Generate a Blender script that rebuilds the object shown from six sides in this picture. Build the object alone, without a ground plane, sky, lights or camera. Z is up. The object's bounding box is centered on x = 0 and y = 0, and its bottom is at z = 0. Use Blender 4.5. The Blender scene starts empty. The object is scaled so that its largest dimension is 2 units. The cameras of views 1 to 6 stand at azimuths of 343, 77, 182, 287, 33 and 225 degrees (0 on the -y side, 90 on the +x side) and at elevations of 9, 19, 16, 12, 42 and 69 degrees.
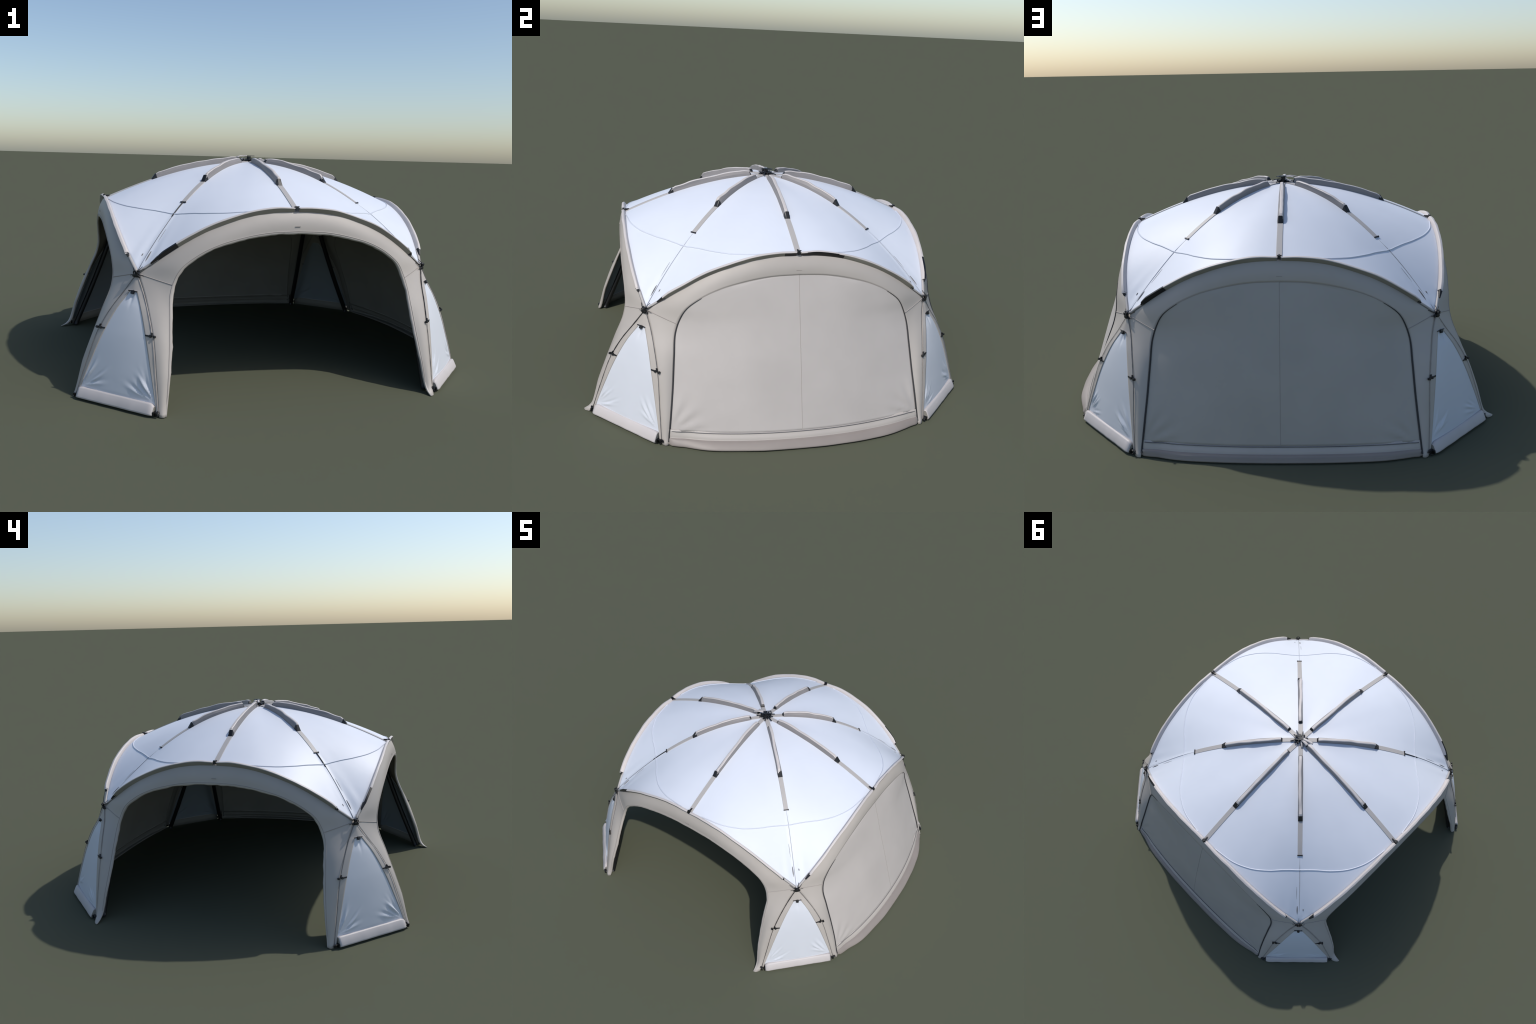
import math, random
import numpy as np

CENTRE = np.array([-0.042, -0.005, 0.0])

def smooth_curve(knots):
    """Piecewise cubic through (x, y...) knots, finite-difference tangents."""
    k = np.array(knots, float)
    x, y = k[:, 0], k[:, 1:]
    h = np.diff(x)
    s = np.diff(y, axis=0) / h[:, None]
    m = np.empty_like(y)
    m[0], m[-1] = s[0], s[-1]
    m[1:-1] = (s[:-1] * h[1:, None] + s[1:] * h[:-1, None]) / (h[:-1] + h[1:])[:, None]
    def f(q):
        q = min(max(q, x[0]), x[-1])
        i = min(int(np.searchsorted(x, q, side="right")) - 1, len(h) - 1)
        u = (q - x[i]) / h[i]
        return ((1 + 2 * u) * (1 - u) ** 2 * y[i] + u * (1 - u) ** 2 * h[i] * m[i]
                + u * u * (3 - 2 * u) * y[i + 1] + u * u * (u - 1) * h[i] * m[i + 1])
    return f

# ---- side frame: t along the side, d outward, z up; side 0 faces +x, 1 +y, 2 -x, 3 -y
def world(k, t, d, z):
    c, s = [(1, 0), (0, 1), (-1, 0), (0, -1)][k % 4]
    return CENTRE + np.array([c * d - s * t, s * d + c * t, z])

HALF = 0.66                      # half span of an arch between two corner joints
arch_height = smooth_curve([(0, .792), (.1, .788), (.2, .773), (.3, .743), (.4, .701),
                            (.5, .643), (.57, .594), (.62, .558), (.66, .527)])
def arch_z(t): return float(arch_height(abs(t))[0])
def arch_d(t): return .739 - .079 * (abs(t) / HALF) ** 3
CROWN = 0.988

def roof(k, u, s):
    """Roof point: u across the side (-1..1 joint to joint), s from hub (0) to arch (1)."""
    t = HALF * u
    p = 1.8 + .28 * abs(u) ** 2
    z = CROWN - (CROWN - arch_z(t)) * s ** p
    z -= .005 * math.sin(math.pi * min(1, abs(u))) ** 2 * math.sin(math.pi * s)
    return world(k, t * s, arch_d(t) * s, z)

# corner pole: joint down to the foot, (z, t, d)
pole = smooth_curve([(0, .607, .912), (.15, .612, .865), (.298, .617, .810),
                     (.38, .627, .763), (.455, .640, .708), (.527, .66, .66)])
# door opening, half curve from the foot up to the middle of the lintel (q, t, z, d)
opening = smooth_curve([(0, .580, 0, .920), (.11, .566, .13, .883), (.2, .555, .24, .842),
                        (.3, .546, .36, .795), (.385, .536, .46, .757), (.42, .523, .50, .750),
                        (.475, .492, .557, .752), (.54, .43, .607, .758), (.63, .345, .650, .764),
                        (.73, .25, .678, .767), (.86, .13, .700, .769), (1, 0, .706, .770)])
Q_JOINT = .405                   # where the crease from the corner joint meets the opening
import bpy
from mathutils import Vector, noise as mnoise

rng = random.Random(7)
Q_OF_HEM = 0.012

# ------------------------------------------------------------------ materials
def fabric(name, colour, rough=.75, weave=420, vary=.05, backing=None, bump=.12, sheen=.0):
    m = bpy.data.materials.new(name); m.use_nodes = True
    nt = m.node_tree; N = nt.nodes; L = nt.links
    b = N["Principled BSDF"]
    tc = N.new("ShaderNodeTexCoord")
    big = N.new("ShaderNodeTexNoise"); big.inputs["Scale"].default_value = 4.5
    big.inputs["Detail"].default_value = 5
    L.new(tc.outputs["Object"], big.inputs["Vector"])
    ramp = N.new("ShaderNodeValToRGB")
    ramp.color_ramp.elements[0].position = .3; ramp.color_ramp.elements[1].position = .7
    lo = tuple(c * (1 - vary) for c in colour); hi = tuple(min(1, c * (1 + vary * .6)) for c in colour)
    ramp.color_ramp.elements[0].color = (*lo, 1); ramp.color_ramp.elements[1].color = (*hi, 1)
    L.new(big.outputs["Fac"], ramp.inputs["Fac"])
    out = ramp.outputs["Color"]
    if backing is not None:
        geo = N.new("ShaderNodeNewGeometry")
        mix = N.new("ShaderNodeMix"); mix.data_type = 'RGBA'
        L.new(geo.outputs["Backfacing"], mix.inputs["Factor"])
        L.new(out, mix.inputs["A"]); mix.inputs["B"].default_value = (*backing, 1)
        out = mix.outputs["Result"]
    L.new(out, b.inputs["Base Color"])
    b.inputs["Roughness"].default_value = rough
    b.inputs["Specular IOR Level"].default_value = .5 if rough <= .5 else .25
    b.inputs["Sheen Weight"].default_value = sheen
    fine = N.new("ShaderNodeTexNoise"); fine.inputs["Scale"].default_value = weave
    fine.inputs["Detail"].default_value = 2
    L.new(tc.outputs["Object"], fine.inputs["Vector"])
    soft = N.new("ShaderNodeTexNoise"); soft.inputs["Scale"].default_value = 9
    soft.inputs["Detail"].default_value = 3
    L.new(tc.outputs["Object"], soft.inputs["Vector"])
    add = N.new("ShaderNodeMath"); add.operation = 'MULTIPLY_ADD'
    L.new(soft.outputs["Fac"], add.inputs[0]); add.inputs[1].default_value = 6
    L.new(fine.outputs["Fac"], add.inputs[2])
    bp = N.new("ShaderNodeBump"); bp.inputs["Strength"].default_value = bump
    bp.inputs["Distance"].default_value = .0012
    L.new(add.outputs[0], bp.inputs["Height"]); L.new(bp.outputs["Normal"], b.inputs["Normal"])
    return m

WHITE = fabric("white_polyester", (.68, .71, .775), .5, vary=.02)
PANELWHITE = fabric("grey_white_polyester", (.63, .65, .695), .5, vary=.03)
BEIGE = fabric("beige_canvas", (.45, .41, .372), .5, vary=.05)
DOORCLOTH = {0: fabric("pale_beige_canvas", (.50, .46, .43), .5, vary=.05), 1: fabric("darker_beige_canvas", (.415, .385, .35), .5, vary=.05)}
SLEEVE = fabric("beige_sleeve_cloth", (.57, .525, .50), .5, vary=.06)
SLEEVE_SIDE_SHADE = fabric("sleeve_side_shade_darkened", (.24, .225, .22), .5, vary=.08)  # sleeve beige darkened so the side walls carry baked occlusion
COVER_UNDER_SHADE = fabric("cover_underside_shade_darkened", (.30, .28, .235), .8, vary=.15)  # overhang shadow painted into the colour of the cover's underside
SKIRT_SHADE = fabric("skirt_cloth_shade_darkened", (.27, .235, .21), .5, vary=.08)  # roll colour lowered to include occlusion near the ground
STRAPCLOTH = fabric("beige_webbing", (.43, .405, .385), .5, vary=.05)
BARCLOTH = fabric("pale_skirt_cloth", (.53, .49, .475), .5, vary=.05)
SEAMCLOTH = fabric("white_seam_tape", (.60, .63, .70), .5, vary=.03)
SOFTCREASE = fabric("soft_beige_seam", (.36, .325, .30), .85, vary=.05)
FAINT = fabric("faint_white_seam", (.36, .375, .42), .8, vary=.05)
CREASE = fabric("beige_seam_tape", (.33, .305, .285), .8, vary=.05)
DARKSEAM = fabric("charcoal_zipper", (.045, .045, .047), .6, vary=.2)
GREYSEAM = fabric("grey_seam_thread", (.17, .165, .165), .7, vary=.15)
BLACK = fabric("black_buckle_plastic", (.006, .006, .007), .45, vary=.3, weave=90)
METAL = fabric("dark_hub_metal", (.03, .032, .036), .35, vary=.5, weave=60)
METAL.node_tree.nodes["Principled BSDF"].inputs["Metallic"].default_value = .5
INSIDE_DARK = fabric("dark_beige_inside", (.28, .265, .235), .85, vary=.08)  # darker tone on the inner faces of the cloth
PANEL_INSIDE_DARK = fabric("dark_white_inside", (.25, .28, .305), .85, vary=.05)

# ------------------------------------------------------------------ objects
TENT = bpy.data.objects.new("dome_tent", None)
bpy.context.scene.collection.objects.link(TENT)
TENT["label"] = "white and beige dome shelter tent with two open sides"
TENT["category"] = "tent"

def put(name, mesh, mats, parent=None, smooth=True, kind=None):
    for m in (mats if isinstance(mats, (list, tuple)) else [mats]):
        if m.name not in [x.name for x in mesh.materials if x]:
            mesh.materials.append(m)
    ob = bpy.data.objects.new(name, mesh)
    bpy.context.scene.collection.objects.link(ob)
    ob.parent = parent or TENT
    if smooth:
        mesh.polygons.foreach_set("use_smooth", [True] * len(mesh.polygons))
    if kind: ob["kind"] = kind
    return ob

def solid(ob, thick, offset=-1, inside_dark=False):
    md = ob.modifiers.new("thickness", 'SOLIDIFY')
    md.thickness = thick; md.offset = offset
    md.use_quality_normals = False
    if inside_dark: md.material_offset = 1
    return ob

class Builder:
    def __init__(self): self.v = []; self.f = []; self.m = []
    def grid(self, pts, close=False, mat=0):
        """pts: rows x cols of points -> quads"""
        base = len(self.v); R = len(pts); C = len(pts[0])
        for row in pts: self.v.extend([tuple(p) for p in row])
        for i in range(R - 1):
            for j in range(C if close else C - 1):
                a = base + i * C + j; b = base + i * C + (j + 1) % C
                self.f.append((a, b, b + C, a + C))
                self.m.append(mat(i, j) if callable(mat) else mat)
        return base
    def tube(self, path, radius, sides=8, mat=0, caps=True):
        path = [np.array(p, float) for p in path]; n = len(path); rows = []
        up = None
        for i, p in enumerate(path):
            d = path[min(i + 1, n - 1)] - path[max(i - 1, 0)]
            d = d / (np.linalg.norm(d) + 1e-12)
            if up is None:
                up = np.array([0, 0, 1.0]) if abs(d[2]) < .9 else np.array([1.0, 0, 0])
            a = np.cross(d, up); a /= np.linalg.norm(a); up = np.cross(a, d)
            r = radius(i / (n - 1)) if callable(radius) else radius
            rows.append([p + r * (math.cos(q) * a + math.sin(q) * up)
                         for q in [2 * math.pi * j / sides for j in range(sides)]])
        base = self.grid(rows, close=True, mat=mat)
        if caps:
            self.f.append(tuple(base + j for j in range(sides))); self.m.append(mat if not callable(mat) else 0)
            e = base + (n - 1) * sides
            self.f.append(tuple(e + j for j in reversed(range(sides)))); self.m.append(mat if not callable(mat) else 0)
    def sweep(self, sections, mat=0, caps=True):
        """sections: list of closed loops with equal point counts"""
        base = self.grid(sections, close=True, mat=mat)
        n = len(sections[0])
        if caps:
            self.f.append(tuple(base + j for j in range(n))); self.m.append(mat(0, 0) if callable(mat) else mat)
            e = base + (len(sections) - 1) * n
            self.f.append(tuple(e + j for j in reversed(range(n))))
            self.m.append(mat(len(sections) - 2, 0) if callable(mat) else mat)
    def box(self, c, ax, ay, az, sx, sy, sz, mat=0, taper=1.0):
        c = np.array(c, float); b = len(self.v)
        for z, k in ((-1, 1), (1, taper)):
            for x, y in ((-1, -1), (1, -1), (1, 1), (-1, 1)):
                self.v.append(tuple(c + ax * x * sx * k + ay * y * sy * k + az * z * sz))
        for q in ((3, 2, 1, 0), (4, 5, 6, 7), (0, 1, 5, 4), (1, 2, 6, 5), (2, 3, 7, 6), (3, 0, 4, 7)):
            self.f.append(tuple(b + i for i in q)); self.m.append(mat)
    def mesh(self, name):
        me = bpy.data.meshes.new(name)
        me.from_pydata(self.v, [], self.f)
        me.polygons.foreach_set("material_index", self.m)
        me.update()
        return me

def face_out(me):
    """recalculate normals to the outside (closed pieces)"""
    import bmesh
    bm = bmesh.new(); bm.from_mesh(me)
    bmesh.ops.recalc_face_normals(bm, faces=bm.faces)
    bm.to_mesh(me); bm.free()
    return me

def bevel(ob, w, seg=2):
    md = ob.modifiers.new("rounded", 'BEVEL'); md.width = w; md.segments = seg; md.limit_method = 'ANGLE'
    return ob

def unit(v): v = np.array(v, float); return v / np.linalg.norm(v)
def lerp(a, b, q): return a + (b - a) * q
def wob(x, y, s=0): return mnoise.noise(Vector((x, y, s * 7.3 + .5)))

# ------------------------------------------------------------------ canopy (roof)
def roof_at(k, u, s):
    p = roof(k, u, s)
    # padded pole sleeve standing proud along each corner diagonal, pinched folds at the joints
    a = 1 - abs(u)
    dist = a * HALF * s * 1.15
    w = min(1, max(0, (s - .62) / .08)) * min(1, max(0, (1.0 - s) / .03))
    p = p + np.array([0, 0, 1]) * w * .0035 * math.exp(-(dist / .011) ** 2)
    near = max(0, (s - .78) / .22) ** 2
    side = 1 if u > 0 else -1
    fold = math.sin(a * 62 + side * .9 + k) * math.exp(-(a / .11) ** 2)
    p = p + np.array([0, 0, 1]) * near * .0045 * fold * min(1, (1 - s) / .04)
    return p

def build_canopy():
    B = Builder()
    us = [math.copysign(1 - (1 - abs(x)) ** 1.35, x) for x in np.linspace(-1, 1, 73)]
    ss = [.015] + list(np.linspace(.04, 1, 64))
    rows = []
    for s in ss:
        row = []
        for k in range(4):
            for u in us[:-1]:
                row.append(roof_at(k, u, s))
        rows.append(row)
    B.grid(rows, close=True)
    base = len(B.v); C = len(rows[0])
    B.v.append(tuple(CENTRE + np.array([0, 0, CROWN])))
    for j in range(C): B.f.append((base, (j + 1) % C, j)); B.m.append(0)
    ob = put("canopy", face_out(B.mesh("canopy")), [WHITE, INSIDE_DARK])
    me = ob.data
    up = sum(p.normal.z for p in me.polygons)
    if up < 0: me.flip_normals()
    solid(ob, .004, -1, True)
    return ob
CANOPY = build_canopy()

seam_s = smooth_curve([(.10, .992), (.16, .985), (.3, .966), (.455, .92), (.65, .842), (.8, .781), (.9, .749), (1, .7235)])
for k in range(4):
    B = Builder()
    half1 = [(k, u) for u in np.linspace(.10, 1, 40)]
    half2 = [(k + 1, -u) for u in np.linspace(1, .10, 40)[1:]]
    path = []
    for kk, u in half1 + half2:
        path.append(roof_at(kk % 4, u, float(seam_s(abs(u))[0])) + np.array([0, 0, .0008]))
    B.tube(path, .0028, 8)
    put("canopy_seam", B.mesh("canopy_seam"), SEAMCLOTH, CANOPY)

# ------------------------------------------------------------------ roof ribs: sleeves, straps, clips
def rib_frame(kind, k, r):
    """kind 0: mid-side rib of side k, kind 1: corner rib between side k and k+1; r plan radius"""
    if kind == 0:
        R = arch_d(0); at = lambda q: roof(k, 0, q / R)
    else:
        R = math.hypot(HALF, arch_d(HALF)); at = lambda q: roof(k, 1, q / R)
    p = at(r); t = unit(at(r + .004) - at(r - .004))
    side = unit(np.cross(np.array([0, 0, 1.0]), t))
    n = unit(np.cross(t, side))
    if n[2] < 0: n = -n
    return p, t, side, n

def ridge_section(p, side, n, wb, wt, h, lean=0.0, sink=.004):
    """trapezoid sleeve with a softly rounded crest"""
    o = p + side * lean
    return [p - side * wb - n * sink, p - side * (wb * .55 + wt * .45) + n * h * .45, o - side * wt + n * h * .90,
            o - side * wt * .6 + n * h, o + side * wt * .6 + n * h, o + side * wt + n * h * .90,
            p + side * (wb * .55 + wt * .45) + n * h * .45, p + side * wb - n * sink]

clip_meshes = {}
for kind in (0, 1):
    for k in range(4):
        end = (.507, .434)[kind] + rng.uniform(-.006, .006)
        start = .098 + rng.uniform(-.012, .012)
        if kind == 0 and k == 2: start = .055
        stop = (.733, .604)[kind]
        # flat webbing strap from the hub to the arch (or to its short end on corner ribs)
        B = Builder(); rows = []
        for r in np.linspace(.028, stop, 60):
            p, t, s, n = rib_frame(kind, k, r)
            w = .0128 + .0006 * wob(r * 9, k, kind)
            lift = .0030
            rows.append([p - s * w + n * .0005, p - s * w * .9 + n * lift, p + s * w * .9 + n * lift, p + s * w + n * .0005])
        B.grid(rows)
        me = B.mesh("rib_strap")
        if sum(f.normal.z for f in me.polygons) < 0: me.flip_normals()
        STRAP = solid(put("rib_strap", me, STRAPCLOTH, CANOPY, smooth=False), .002)
        # raised sleeve
        B = Builder(); secs = []; n_s = 34; seed = rng.uniform(0, 50)
        for i in range(n_s):
            q = i / (n_s - 1); r = lerp(start, end - .010, q)
            p, t, s, n = rib_frame(kind, k, r)
            h = .0275 * (1 + .16 * wob(seed + q * 6, 1)) * min(1, .80 + q * 2.5)
            h *= 1 - .45 * max(0, (q - .95) / .05)
            lean = .0030 * wob(seed + q * 4, 2) + .004 * math.sin(q * 3 + seed)
            secs.append(ridge_section(p, s, n, .0142 + .0010 * wob(seed + q * 6, 3), .0078 + .0012 * wob(seed + q * 9, 5), h, lean))
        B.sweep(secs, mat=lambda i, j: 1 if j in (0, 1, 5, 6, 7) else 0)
        SL = put("rib_sleeve", face_out(B.mesh("rib_sleeve")), [SLEEVE, SLEEVE_SIDE_SHADE], CANOPY, smooth=True)
        SL.data.polygons.foreach_set("use_smooth", [False] * len(SL.data.polygons))
        bevel(SL, .0007, 2)
        # black end wedge
        B = Builder(); secs = []
        for q in (0, .35, 1):
            p, t, s, n = rib_frame(kind, k, end - .019 + .027 * q)
            h = lerp(.0245, .0042, q)
            secs.append(ridge_section(p, s, n, .0146, .0098, h))
        B.sweep(secs)
        put("sleeve_clip", face_out(B.mesh("sleeve_clip")), BLACK, SL, smooth=False)
        # dark mouth at the hub end
        B = Builder(); secs = []
        for q in (0, 1):
            p, t, s, n = rib_frame(kind, k, start - .006 + .009 * q)
            secs.append(ridge_section(p, s, n, .0125, .0084, lerp(.008, .0215, q)))
        B.sweep(secs)
        put("sleeve_mouth", face_out(B.mesh("sleeve_mouth")), BLACK, SL, smooth=False)
        if kind == 1:
            p, t, s, n = rib_frame(1, k, stop)
            B = Builder(); B.box(p + n * .004, t, s, n, .0028, .0142, .0025)
            B.box(p + n * .004 + s * .013, t, s, n, .004, .002, .003)
            bevel(put("strap_clip", B.mesh("strap_clip"), BLACK, STRAP, smooth=False), .001)
            # seam line running down to the corner joint
            look = (1.2, .8, 1.0, 1.2)[k]
            B = Builder()
            path = []
            for r in np.linspace(.61, .925, 40):
                p, t, s, n = rib_frame(1, k, r)
                side_step = .004 * math.sin(r * 9 + k) * min(1, (r - .61) * 8)
                path.append(p + np.array([0, 0, .0047]) * min(1, max(0.15, (r - .6) / .08)) + s * side_step * .5)
            B.tube(path, .0011 * look, 6)
            put("corner_seam", B.mesh("corner_seam"), (FAINT, GREYSEAM, DARKSEAM, FAINT)[k], CANOPY)
            if k == 2:
                B = Builder()
                B.tube([rib_frame(1, k, r)[0] + np.array([0, 0, .004]) for r in np.linspace(.606, .69, 12)], .0032, 8)
                put("strap_cord", B.mesh("strap_cord"), BLACK, STRAP)
            # little dark tucks in the cloth close to the joint
            B = Builder()
            for a_, r0, r1, w in ((-.012, .855, .895, .0024), (.017, .76, .82, .0008), (.028, .875, .885, .0020)):
                a_ = a_ * (1 if (k + int(r0 * 100)) % 2 else -1)
                pts = []
                for q in np.linspace(0, 1, 8):
                    r = lerp(r0, r1, q) + .006 * wob(k, r0 * 10)
                    R = math.hypot(HALF, arch_d(HALF))
                    uu = 1 - abs(a_) / (HALF * r / R) / 1.15
                    kk, sg = (k, 1) if a_ > 0 else ((k + 1) % 4, -1)
                    pts.append(roof_at(kk, sg * uu, r / R) + np.array([0, 0, .0004]))
                B.tube(pts, lambda q, w=w: w * (.25 + math.sin(math.pi * min(1, q * .9 + .1))), 6)
            put("cloth_tuck", B.mesh("cloth_tuck"), GREYSEAM, CANOPY, kind="stuff")

# ------------------------------------------------------------------ crown hub
def build_hub():
    B = Builder(); X, Y, Z = np.eye(3); o = CENTRE
    B.tube([o + Z * .980, o + Z * 1.016], .011, 12)
    B.tube([o + Z * .996, o + Z * 1.002], .018, 12)
    hub = put("crown_hub", face_out(B.mesh("crown_hub")), METAL, smooth=False)
    bevel(hub, .0012)
    B = Builder()
    for i in range(8):
        a = math.pi / 4 * i + .1
        d = np.array([math.cos(a), math.sin(a), 0]); s = np.cross(Z, d)
        ln = .016 + .006 * rng.random()
        B.box(o + Z * (.991 + .003 * rng.random()) + d * (.012 + ln / 2), d, s, Z, ln / 2 + .003, .0045, .0045)
        if i % 2 == 0:
            B.tube([o + d * (.02 + ln / 2) + Z * .986, o + d * (.02 + ln / 2) + Z * 1.003], .0035, 8)
    bevel(put("hub_socket", face_out(B.mesh("hub_socket")), METAL, hub, smooth=False), .0008)
    # bent top plate: an open frame of crossing straps
    B = Builder()
    d = unit([.75, .62, 0]); s = np.cross(Z, d); tilt = unit(Z + d * -.10)
    for c, sx, sy in ((d * -.010, .006, .013), (d * .014 + s * .012, .018, .0030), (d * .012 - s * .012, .015, .0028), (d * .030, .0028, .014), (d * .004, .0030, .012)):
        B.box(o + Z * 1.0185 + c, d, s, tilt, sx, sy, .0016)
    for a, r0, r1, z0, z1 in ((.2, .006, .046, .998, 1.004), (1.3, .006, .040, .996, .990), (2.6, .008, .048, 1.000, .993), (4.1, .006, .042, .998, .996), (5.2, .008, .050, 1.002, .994), (.95, .01, .058, 1.006, .992), (3.6, .01, .056, .994, .991), (5.9, .012, .060, 1.008, .993)):
        dd = np.array([math.cos(a), math.sin(a), 0]); ss_ = np.cross(Z, dd)
        B.box(o + dd * (r0 + r1) / 2 + Z * (z0 + z1) / 2, unit(dd * (r1 - r0) + Z * (z1 - z0)), ss_, Z, (r1 - r0) / 2, .0032, .0016)
    bevel(put("hub_plate", face_out(B.mesh("hub_plate")), METAL, hub, smooth=False), .0006)
    # loose webbing ends around the hub
    B = Builder()
    for a, r0, r1, z0, z1, w in ((3.45, .012, .075, 1.018, 1.012, .006), (3.05, .012, .055, 1.014, 1.0125, .008), (2.5, .015, .05, 1.006, .995, .004)):
        d = np.array([math.cos(a), math.sin(a), 0]); s = np.cross(Z, d); rows = []
        for q in np.linspace(0, 1, 10):
            c = o + d * lerp(r0, r1, q) + Z * (lerp(z0, z1, q) + .004 * math.sin(q * math.pi))
            rows.append([c - s * w, c + s * w])
        B.grid(rows)
    solid(put("webbing_end", B.mesh("webbing_end"), SLEEVE, hub), .003, 0)
build_hub()

# ------------------------------------------------------------------ side walls
def outer_edge(q):
    """left half boundary, q 0 foot .. Q_JOINT joint .. 1 arch top -> t, d, z (positive t)"""
    if q <= Q_JOINT:
        z = .527 * (q / Q_JOINT)
        t, d = pole(z); return float(t), float(d), z
    t = HALF * (1 - ((q - Q_JOINT) / (1 - Q_JOINT)) ** 1.0)
    return t, arch_d(t), arch_z(t)

DOOR_MID = {0: smooth_curve([(0, 1.003), (.055, .985), (.122, .963), (.355, .887), (.532, .826), (.6, .805), (.706, .770)]),
            1: smooth_curve([(0, .955), (.055, .943), (.122, .928), (.355, .872), (.532, .822), (.6, .803), (.706, .770)])}
OPEN_SIDES = (2, 3)

FOOT_FLARE = {(3, 1): .038, (2, -1): .048, (0, 1): .010, (1, -1): .010}
def wall_point(k, sgn, q, x):
    """x 0 on the pole / arch, 1 on the opening edge"""
    t0, d0, z0 = outer_edge(q)
    t1, z1, d1 = [float(v) for v in opening(q)]
    if k in OPEN_SIDES and q > .3: d1 -= .004 * min(1, (q - .3) * 5)
    if k in OPEN_SIDES: d1 -= .010 * max(0, 1 - q / .12)
    t, d, z = lerp(t0, t1, x), lerp(d0, d1, x), lerp(z0, z1, x)
    # the cloth bellies out a little between pole and opening, and tucks in hard at the joint
    d += .007 * math.sin(math.pi * x) * (1 - math.exp(-((q - Q_JOINT) / .05) ** 2) * .6)
    flare = math.exp(-z / .018) if z < .12 else 0
    d += FOOT_FLARE.get((k, sgn), .006) * flare * (.35 + .65 * x)
    return sgn * t, d, z

def side_qs():
    return list(np.linspace(0, .06, 7)) + list(np.linspace(.06, .38, 22)[1:]) + list(np.linspace(.38, .46, 9)[1:]) + list(np.linspace(.46, 1, 30)[1:])

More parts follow.
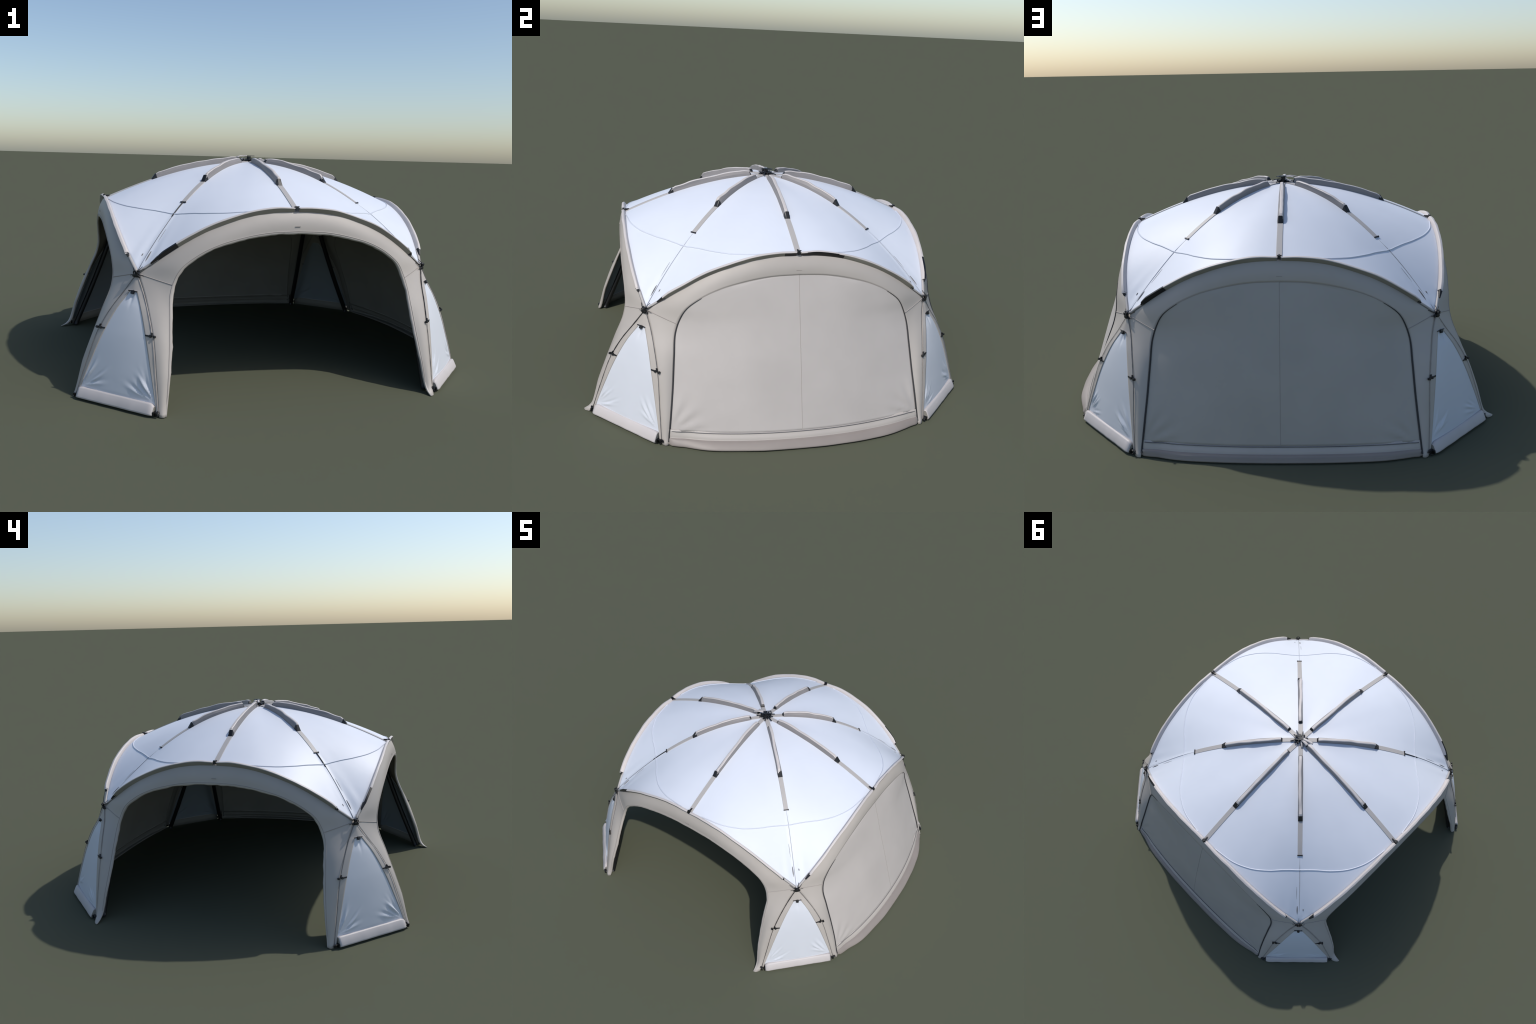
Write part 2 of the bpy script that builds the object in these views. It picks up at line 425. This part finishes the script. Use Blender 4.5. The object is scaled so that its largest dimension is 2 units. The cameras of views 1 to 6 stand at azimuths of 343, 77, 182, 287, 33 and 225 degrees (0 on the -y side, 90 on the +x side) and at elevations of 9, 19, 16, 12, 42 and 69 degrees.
for k in range(4):
    qs = side_qs(); xs = np.linspace(0, 1, 11)
    B = Builder(); rows = []
    hem = []
    for sgn, seq in ((1, qs), (-1, qs[::-1][1:])):
        for q in seq:
            row = [world(k, *wall_point(k, sgn, q, x)) for x in xs]
            if k in OPEN_SIDES:
                # rolled hem hanging inside the opening, slightly ragged
                t, d, z = wall_point(k, sgn, q, 1)
                tin = np.array([-sgn * max(0, min(1, (1 - q) * 2.2 + .0)), 0, -min(1, max(0, (q - .28) * 2.6))])
                tin = tin / (np.linalg.norm(tin) + 1e-9)
                wid = .0125 * (1 + .28 * min(1, max(.15, (q - .2) * 6)) * .9 * (abs(((q * 6.3 + sgn * .3 + k) % 1) - .5) * 4 - 1) * (.5 + wob(q * 3, sgn, k)) * 1.0 + .25 * wob(q * 40, sgn, k + 2)) * (.35 + .65 * min(1, q * 5))
                for a, e, dd in ((.35, 1, .0015), (.8, 1, -.001), (1, 1, -.007), (.72, 1, -.012)):
                    row.append(world(k, t + tin[0] * wid * a, d + dd, max(.001, z + tin[2] * wid * a)))
            rows.append(row)
    B.grid(rows)
    me = B.mesh("wall_surround")
    n0 = world(k, 0, 1, 0) - CENTRE
    if sum(np.dot(np.array(f.normal), n0) for f in me.polygons) < 0: me.flip_normals()
    WALL = solid(put("wall_surround", me, [BEIGE, INSIDE_DARK]), .003, -1, True)

    # crease from each corner joint to the opening, plus stitched edge line round the opening
    B = Builder()
    for sgn in (1, -1):
        B.tube([world(k, *wall_point(k, sgn, Q_JOINT + .006 * x, x)) + n0 * .0006 for x in np.linspace(.08, .98, 14)], .0017, 6)
    if k in OPEN_SIDES:
        path = [world(k, *wall_point(k, 1, q, .985)) + n0 * .0004 for q in qs[4:]] + \
               [world(k, *wall_point(k, -1, q, .985)) + n0 * .0004 for q in qs[::-1][1:-4]]
        B.tube(path, .0014, 6)
    put("wall_seam", B.mesh("wall_seam"), SOFTCREASE, WALL)
    # little loops at the middle of the lintel
    B = Builder()
    for z, w in ((.728, .012),):
        q_ = (.79 - z) / (.79 - .706)
        p = world(k, 0, lerp(arch_d(0), .768, q_) + .0085 * math.sin(math.pi * q_), z); tx = unit(world(k, 1, 0, 0) - CENTRE)
        B.box(p, tx, n0, np.array([0, 0, 1.0]), w, .0012, .0010)
    put("lintel_loop", B.mesh("lintel_loop"), SOFTCREASE, WALL, smooth=False)

    if k not in OPEN_SIDES:
        mid = DOOR_MID[k]
        def door(tn, q):
            """tn -1..1 across, q along the opening edge"""
            T, z, d1 = [float(v) for v in opening(q)]
            d0 = float(mid(z)[0]); e = abs(tn)
            d = d1 + (d0 - d1) * (1 - e ** 2.15)
            t = T * tn
            # faint tension folds fanning out of the lower corners
            cx, cz = (.58 - abs(t)), z - .045
            rho = math.hypot(cx, cz); phi = math.atan2(cz, cx)
            amp = .0035 * math.exp(-((rho - .10) / .06) ** 2)
            d += amp * (math.sin(phi * 15 + 1.3 * (1 if t > 0 else 2)) ** 3) * (1 if e < .985 else 0)
            d += .003 * wob(t * 2.2, z * 2.2, k) * min(1, (1 - e) * 6)
            return t, d - .0003 - .0018 * max(0, 1 - q * 1.8), z
        dq = [q for q in np.linspace(.047, 1, 90)]
        tn = [math.copysign(1 - (1 - abs(x)) ** 1.15, x) for x in np.linspace(-1, 1, 91)]
        B = Builder(); B.grid([[world(k, *door(a, q)) for a in tn] for q in dq])
        me = B.mesh("door_panel")
        if sum(np.dot(np.array(f.normal), n0) for f in me.polygons) < 0: me.flip_normals()
        DOOR = solid(put("door_panel", me, [DOORCLOTH[k], INSIDE_DARK]), .003, -1, True)
        B = Builder(); B.tube([world(k, *door(0, q)) + n0 * .0004 for q in np.linspace(.047, .999, 50)], .0008, 6)
        put("door_seam", B.mesh("door_seam"), SOFTCREASE, DOOR)
        # zipper: thick up the jambs, thinning to a crease under the lintel
        for sgn in (1, -1):
            zq = np.linspace(.012, .545, 60)
            B = Builder()
            B.tube([world(k, sgn * float(opening(q)[0]), float(opening(q)[2]) + .001 + (.012 * math.exp(-float(opening(q)[1]) / .018)), max(.006, float(opening(q)[1]))) for q in zq],
                   lambda x: .0036 * (1 - .72 * max(0, (x - .62) / .38)), 8)
            put("zipper", B.mesh("zipper"), DARKSEAM, DOOR)
            B = Builder()
            zq = np.linspace(.53, 1, 44)
            B.tube([world(k, sgn * float(opening(q)[0]), float(opening(q)[2]) - .0002, float(opening(q)[1])) for q in zq], .0011, 6)
            put("door_piping", B.mesh("door_piping"), SOFTCREASE, DOOR)
        # ground skirt: flat band, crease, then a bulging roll out to the ground
        B = Builder(); rows = []
        reach = .056 if k == 0 else .040
        for a in np.linspace(-1, 1, 121):
            t, d, z = door(a, .047)
            e = 1 - .55 * max(0, (abs(a) - .6) / .4) ** 2 - .30 * max(0, (abs(a) - .97) / .03)
            w = 1 + .045 * wob(a * 5, 3, k)
            prof = [(-.006, z + .010), (.0015, z), (.010, z - .011), (.0165, z - .021), (.0165, z - .0245),
                    (.022 * w, z - .0245), (.034 * w, z - .0290), (reach * .86 * w, .0155), (reach * .97 * w, .0100), (reach * w, .006), (reach * .93, .0025), (reach * .60, .0012), (.006, .0012)]
            rows.append([world(k, t * (1.004 + .026 * max(0, (abs(a) - .9) / .1)), d + x * e, max(.0012, y)) for x, y in prof])
        B.grid(rows, mat=lambda i, j: 0 if j < 4 else 1)
        me = B.mesh("door_skirt")
        if sum(np.dot(np.array(f.normal), n0) for f in me.polygons) < 0: me.flip_normals()
        for mt in (BEIGE, SKIRT_SHADE, INSIDE_DARK, INSIDE_DARK): me.materials.append(mt)
        SK = put("door_skirt", me, [], DOOR)
        solid(SK, .002, -1).modifiers[0].material_offset = 2
        B = Builder(); B.tube([world(k, *door(a, .048)) + n0 * .0030 for a in np.linspace(-.985, .985, 60)], .0020, 6)
        put("skirt_seam", B.mesh("skirt_seam"), GREYSEAM, DOOR)

# ------------------------------------------------------------------ arch covers (stiff gutter flaps standing along each arch)
def arch_frame(k, t):
    """point on the arch, tangent, outward axis, upward axis (both square to the tangent)"""
    p = world(k, t, arch_d(t), arch_z(t))
    a = world(k, t - .003, arch_d(t - .003), arch_z(t - .003)); b = world(k, t + .003, arch_d(t + .003), arch_z(t + .003))
    tan = unit(b - a); n0 = world(k, 0, 1, 0) - CENTRE
    out = unit(n0 - tan * np.dot(n0, tan))
    up = unit(np.cross(out, tan)); up = up if up[2] > 0 else -up
    return p, tan, out, up

def gutter_section(p, out, up, size=1.0, lip=1.0, lean=0.0):
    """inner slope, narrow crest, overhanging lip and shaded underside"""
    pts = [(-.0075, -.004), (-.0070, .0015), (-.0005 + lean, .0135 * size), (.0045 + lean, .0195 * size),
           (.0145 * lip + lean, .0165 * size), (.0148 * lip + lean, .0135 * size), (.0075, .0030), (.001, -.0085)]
    return [p + out * x + up * y for x, y in pts]

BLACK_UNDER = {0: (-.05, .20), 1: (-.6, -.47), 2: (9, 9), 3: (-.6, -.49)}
for k in range(4):
    n0 = world(k, 0, 1, 0) - CENTRE
    for sgn in (1, -1):
        seed = rng.uniform(0, 40); ts = np.linspace(.010, .578 + rng.uniform(-.006, .006), 44); secs = []
        for i, t in enumerate(ts):
            p, tan, out, up = arch_frame(k, sgn * t)
            q = i / (len(ts) - 1)
            facet = abs(((q * 2.6 + seed) % 1) - .5) * 2          # stiff cloth: nearly straight runs with soft kinks
            h = (1 + .10 * wob(seed + q * 6, k)) * (.92 + .14 * (1 - facet)) * min(1, .8 + q * 2) * (1 - .30 * max(0, (q - .96) / .04))
            secs.append(gutter_section(p, out, up, h, 1 + .12 * wob(seed + q * 13, 4), .0022 * wob(seed + q * 5, 9)))
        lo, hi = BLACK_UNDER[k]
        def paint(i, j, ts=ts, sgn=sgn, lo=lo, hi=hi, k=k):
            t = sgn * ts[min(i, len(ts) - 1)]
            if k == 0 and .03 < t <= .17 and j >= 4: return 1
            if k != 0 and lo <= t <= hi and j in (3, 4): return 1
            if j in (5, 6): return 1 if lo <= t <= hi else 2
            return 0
        B = Builder(); B.sweep(secs, mat=paint)
        ob = put("arch_cover", face_out(B.mesh("arch_cover")), [SLEEVE, BLACK, COVER_UNDER_SHADE])
        ob.data.polygons.foreach_set("use_smooth", [len(f.vertices) == 4 for f in ob.data.polygons])
        bevel(ob, .0006, 2)
        # black end wedge
        B = Builder(); secs = []
        long_ = .032 if (k, sgn) in ((3, -1), (0, -1), (2, -1)) else .013
        for q in (0, .5, 1):
            p, tan, out, up = arch_frame(k, sgn * (ts[-1] - .005 + long_ * q))
            secs.append(gutter_section(p, out, up, lerp(.80, .35, q), lerp(1.02, .6, q)))
        B.sweep(secs)
        put("cover_clip", face_out(B.mesh("cover_clip")), BLACK, ob, smooth=False)
        # thin flat tape from the clip to the joint
        B = Builder(); rows = []
        for t in np.linspace(ts[-1], .652, 10):
            p, tan, out, up = arch_frame(k, sgn * t)
            rows.append([p - out * .007 + up * .002, p - out * .002 + up * .005, p + out * .003 + up * .0035, p + out * .005 - up * .002])
        B.grid(rows)
        solid(put("arch_tape", B.mesh("arch_tape"), STRAPCLOTH, ob), .002, 0)
    # apex clip: small block with a lever
    p, tan, out, up = arch_frame(k, 0)
    B = Builder()
    B.box(p + up * .011 + out * .006, tan, out, up, .0075, .0075, .0085, taper=.75)
    B.box(p + up * .013 - out * .012, tan, out, up, .0032, .010, .0040)
    B.tube([p + up * .018 + out * .004 - tan * .008, p + up * .018 + out * .004 + tan * .011], .0026, 8)
    bevel(put("apex_clip", face_out(B.mesh("apex_clip")), BLACK, smooth=False), .001)

# ------------------------------------------------------------------ corner panels
PIPING = {(0, 1): (SOFTCREASE, .0013), (0, -1): (GREYSEAM, .0012), (1, 1): (SOFTCREASE, .0014), (1, -1): (SOFTCREASE, .0014),
          (2, 1): (GREYSEAM, .0014), (2, -1): (SOFTCREASE, .0014), (3, 1): (DARKSEAM, .0023), (3, -1): (GREYSEAM, .0017)}
def pole_world(k, sgn, z):
    t, d = pole(min(max(z, 0), .527)); return world(k, sgn * float(t), float(d), z)

strip_w = smooth_curve([(.0, .010), (.045, .012), (.15, .021), (.298, .034), (.40, .031), (.462, .030)])
Z_TOP = .458
def corner_axes(k):
    """outward diagonal and sideways axis of the corner between side k and k+1"""
    o = unit(pole_world(k, 1, .2) + pole_world((k + 1) % 4, -1, .2) - 2 * CENTRE - np.array([0, 0, .4]))
    return o, unit(np.cross(np.array([0, 0, 1.0]), o))

def corner_point(k, a, z, lift=0.0):
    L = pole_world(k, 1, z); R = pole_world((k + 1) % 4, -1, z)
    o, s = corner_axes(k)
    p = lerp(L, R, (a + 1) / 2)
    w = np.linalg.norm(R - L) / 2
    return p + o * (lift + .010 * (1 - a * a) * min(1, (.527 - z) * 8) * min(1, z * 12 + .3)), w

def wrinkle(k, x, z, w):
    """tension folds of the white panel; x metres across from the middle, w half width"""
    amp = 0.0
    for sd in (1, -1):
        rr = random.Random(k * 10 + sd + 3)
        cx, cz = w - sd * x, z - .045
        if cx < 0: cx = 0
        rho = math.hypot(cx, cz); phi = math.degrees(math.atan2(cz, cx))
        for j in range(5):
            ang = rr.uniform(14, 76); wd = rr.uniform(2.6, 5.0); mid = rr.uniform(.05, .09); ln = rr.uniform(.025, .045)
            bend = ang + (rho - .06) * rr.uniform(-120, 120)
            e = (phi - bend) / wd
            amp += .0042 * math.exp(-((rho - mid) / ln) ** 2) * (math.exp(-e * e) - .6 * math.exp(-((phi - bend - 2 * wd) / wd) ** 2))
    amp -= .004 * math.exp(-(x / .008) ** 2) * math.exp(-((z - .435) / .03) ** 2)
    return amp

for k in range(4):
    kR = (k + 1) % 4
    o, sx = corner_axes(k)
    # white panel
    B = Builder(); rows = []
    for z in np.linspace(.036, Z_TOP, 80):
        _, w = corner_point(k, 0, z)
        inner = max(.016, w - float(strip_w(z)[0]))
        row = []
        for b in np.linspace(-1, 1, 71):
            x = b * (inner + .004)
            p, _ = corner_point(k, x / w, z)
            row.append(p + o * wrinkle(k, x, z, inner) * (1 - abs(b) ** 12))
        rows.append(row)
    B.grid(rows)
    me = B.mesh("corner_panel")
    if sum(np.dot(np.array(f.normal), o) for f in me.polygons) < 0: me.flip_normals()
    PANEL = solid(put("corner_panel", me, [PANELWHITE, PANEL_INSIDE_DARK]), .003, -1, True)
    # beige border: two tapering strips joined by a cap at the top
    B = Builder()
    for sd in (-1, 1):
        rows = []
        for z in list(np.linspace(.006, Z_TOP, 50)) + [Z_TOP + .0015] + list(np.linspace(Z_TOP + .006, .524, 12)):
            _, w = corner_point(k, 0, z)
            inner = max(.016, w - float(strip_w(z)[0])) if z <= Z_TOP else 0
            rows.append([corner_point(k, sd * lerp(w, inner, q) / w, z, .0002 + .0026 * q)[0] for q in np.linspace(0, 1, 7)])
        B.grid(rows)
    me = B.mesh("corner_border")
    import bmesh
    bm = bmesh.new(); bm.from_mesh(me)
    bmesh.ops.remove_doubles(bm, verts=bm.verts, dist=1e-5)
    for f in bm.faces:
        f.normal_update()
        if np.dot(np.array(f.normal), o) < 0: f.normal_flip()
    bm.to_mesh(me); bm.free()
    BORDER = solid(put("corner_border", me, [BEIGE, INSIDE_DARK]), .003, -1, True)
    # piping along both poles
    for kk, sg in ((k, 1), (kR, -1)):
        mt, r = PIPING[(k, sg)]
        for z0, z1, r in ((.524, .31, r), (.29, .012, .0011)):
            B = Builder(); seed = rng.uniform(0, 30)
            B.tube([pole_world(kk, sg, z) + o * .003 for z in np.linspace(z0, z1, 40)],
                   lambda q, r=r, seed=seed: r * (.75 + .5 * abs(wob(seed + q * 11, 2))), 6)
            put("pole_piping", B.mesh("pole_piping"), mt, BORDER)
        # side buckle across the strip, with a round stud on either side of the seam
        B = Builder(); zc = .298
        p0 = pole_world(kk, sg, zc) + o * .005
        inw = sx if np.dot(corner_point(k, 0, zc)[0] - p0, sx) > 0 else -sx
        along = unit(pole_world(kk, sg, zc + .02) - pole_world(kk, sg, zc - .02))
        n_ = unit(np.cross(inw, along)); n_ = n_ if np.dot(n_, o) > 0 else -n_
        B.box(p0 + inw * .021, inw, along, n_, .013, .0035, .003)
        B.tube([p0 + inw * .009 - n_ * .004, p0 + inw * .009 + n_ * .005], .0058, 10)
        B.tube([p0 - inw * .010 - n_ * .006, p0 - inw * .010 + n_ * .005], .0056, 10)
        B.box(p0 + along * .008, inw, along, n_, .003, .008, .0035)
        bevel(put("side_buckle", face_out(B.mesh("side_buckle")), BLACK, BORDER, smooth=False), .0012)
        # foot fittings
        B = Builder(); pf = pole_world(kk, sg, .016) + o * .006
        for j in range(3):
            off = np.array([rng.uniform(-.008, .008), rng.uniform(-.008, .008), rng.uniform(-.004, .006)])
            B.box(pf + off * .8, inw, unit(along + .4 * n_), unit(np.cross(inw, along + .4 * n_)), .004 + .003 * rng.random(), .006, .003)
        B.tube([pf + np.array([0, 0, -.010]), pf + o * .010 + np.array([0, 0, -.010])], .0035, 8)
        bevel(put("foot_clip", face_out(B.mesh("foot_clip")), BLACK, BORDER, smooth=False), .001)
    # buckle at the tip of the white panel
    B = Builder(); p, w = corner_point(k, 0, Z_TOP, .005)
    dn = unit(corner_point(k, 0, Z_TOP - .03)[0] - p + o * .005)
    nn = unit(np.cross(sx, dn)); nn = nn if np.dot(nn, o) > 0 else -nn
    B.box(p - sx * .014, sx, dn, nn, .010, .0018, .0022)
    B.box(p + sx * .014 + dn * .001, sx, dn, nn, .009, .0018, .0022)
    B.box(p + dn * .005, sx, dn, nn, .007, .0075, .0045)
    B.tube([p + dn * .009 - nn * .003, p + dn * .009 + nn * .006], .0042, 8)
    bevel(put("tip_buckle", face_out(B.mesh("tip_buckle")), BLACK, BORDER, smooth=False), .001)
    # bottom skirt bar: half-round padded roll
    B = Builder(); secs = []
    Lb = pole_world(k, 1, .045); Rb = pole_world(kR, -1, .045); half = np.linalg.norm(Rb - Lb) / 2
    for i, a in enumerate(np.linspace(-1, 1, 41)):
        p, _ = corner_point(k, 0, .045)
        c = p + sx * a * (half - .012); c = c * np.array([1, 1, 0])
        w = 1 + .07 * wob(a * 5, k, 4)
        endt = 1 - .22 * max(0, (abs(a) - .93) / .07) * (1 if (a > 0) == (k % 2 == 0) else .3)
        prof = [(-.008, .001), (-.008, .047), (.003, .0495), (.0085 * w, .0445), (.0165 * w, .029), (.0235 * w, .0145), (.0245 * w, .0085), (.020, .0055), (.006, .004)]
        secs.append([c + o * x * endt + np.array([0, 0, y * (endt if y > .01 else 1)]) for x, y in prof])
    B.sweep(secs, mat=lambda i, j: 1 if j in (0, 7, 8) else 0)
    BAR = put("corner_skirt", face_out(B.mesh("corner_skirt")), [BARCLOTH, INSIDE_DARK])
    BAR.data.polygons.foreach_set("use_smooth", [len(f.vertices) == 4 for f in BAR.data.polygons])
    B = Builder()
    for sd in (-1, 1):
        c = corner_point(k, 0, .045)[0] * np.array([1, 1, 0]) + sx * sd * (half - .0095)
        B.box(c + o * .006 + np.array([0, 0, .0115]), sx, o, np.array([0, 0, 1.0]), .004, .010, .009)
    bevel(put("skirt_end", face_out(B.mesh("skirt_end")), BLACK, BAR, smooth=False), .002)
    # corner joint: knuckle with loops
    B = Builder(); j = world(k, HALF, HALF, .527); pj = j + o * .004
    X, Y = sx, np.array([0, 0, 1.0])
    for ang, ln, r in ((.9, .018, .0042), (2.2, .018, .0042), (3.7, .022, .0040), (5.6, .022, .0040), (4.7, .012, .0045), (1.57, .010, .004)):
        d = X * math.cos(ang) + Y * math.sin(ang)
        B.tube([pj - d * .002 + o * .003, pj + d * ln + o * (.005 - .12 * ln)], r, 8)
    ring = [pj + o * .008 + X * .0095 * math.cos(a) + (Y * .9 + o * .35) * (.0095 * math.sin(a) + .004) for a in np.linspace(0, 2 * math.pi, 22)]
    B.tube(ring, .0027, 6, caps=False)
    B.box(pj + o * .004 - Y * .008, X, o, Y, .010, .006, .006)
    for ang, r0, ln in ((.55, .012, .030), (2.6, .012, .030), (1.15, .010, .022), (3.35, .010, .026), (6.05, .010, .026)):
        ang += rng.uniform(-.12, .12)
        d = X * math.cos(ang) + Y * math.sin(ang)
        dip = -(o * .95) * (.75 if math.sin(ang) > 0.2 else .15)
        B.tube([pj + d * r0 + o * .004, pj + d * (r0 + ln) * .6 + dip * .012 + o * .004, pj + d * (r0 + ln) + dip * .030 + o * .003], .0014, 6)
    bevel(put("corner_joint", face_out(B.mesh("corner_joint")), BLACK, smooth=True), .0008)

# ------------------------------------------------------------------ inside frame: legs and roof poles
for k in range(4):
    kR = (k + 1) % 4; o, sx = corner_axes(k)
    for kk, sg in ((k, 1), (kR, -1)):
        B = Builder()
        path = []
        for q in np.linspace(0, 1, 30):
            t, d, z = lerp(.590, .583, q), lerp(.875, .652, q) - .006 * math.sin(math.pi * q), lerp(.004, .572, q)
            path.append(world(kk, sg * t, d, z))
        B.tube(path, .014, 12)
        put("leg_pole", B.mesh("leg_pole"), BLACK)
    B = Builder()
    B.tube([rib_frame(1, k, r)[0] - np.array([0, 0, .016]) for r in np.linspace(.03, .915, 40)], .008, 8)
    put("roof_pole", B.mesh("roof_pole"), BLACK)
    B = Builder()
    B.tube([rib_frame(0, k, r)[0] - np.array([0, 0, .016]) for r in np.linspace(.03, .725, 30)], .008, 8)
    put("roof_pole", B.mesh("roof_pole"), BLACK)
    B = Builder()
    B.tube([world(k, t, arch_d(t) - .016, arch_z(t) - .012) for t in np.linspace(-.645, .645, 50)], .007, 8)
    put("arch_pole", B.mesh("arch_pole"), BLACK)
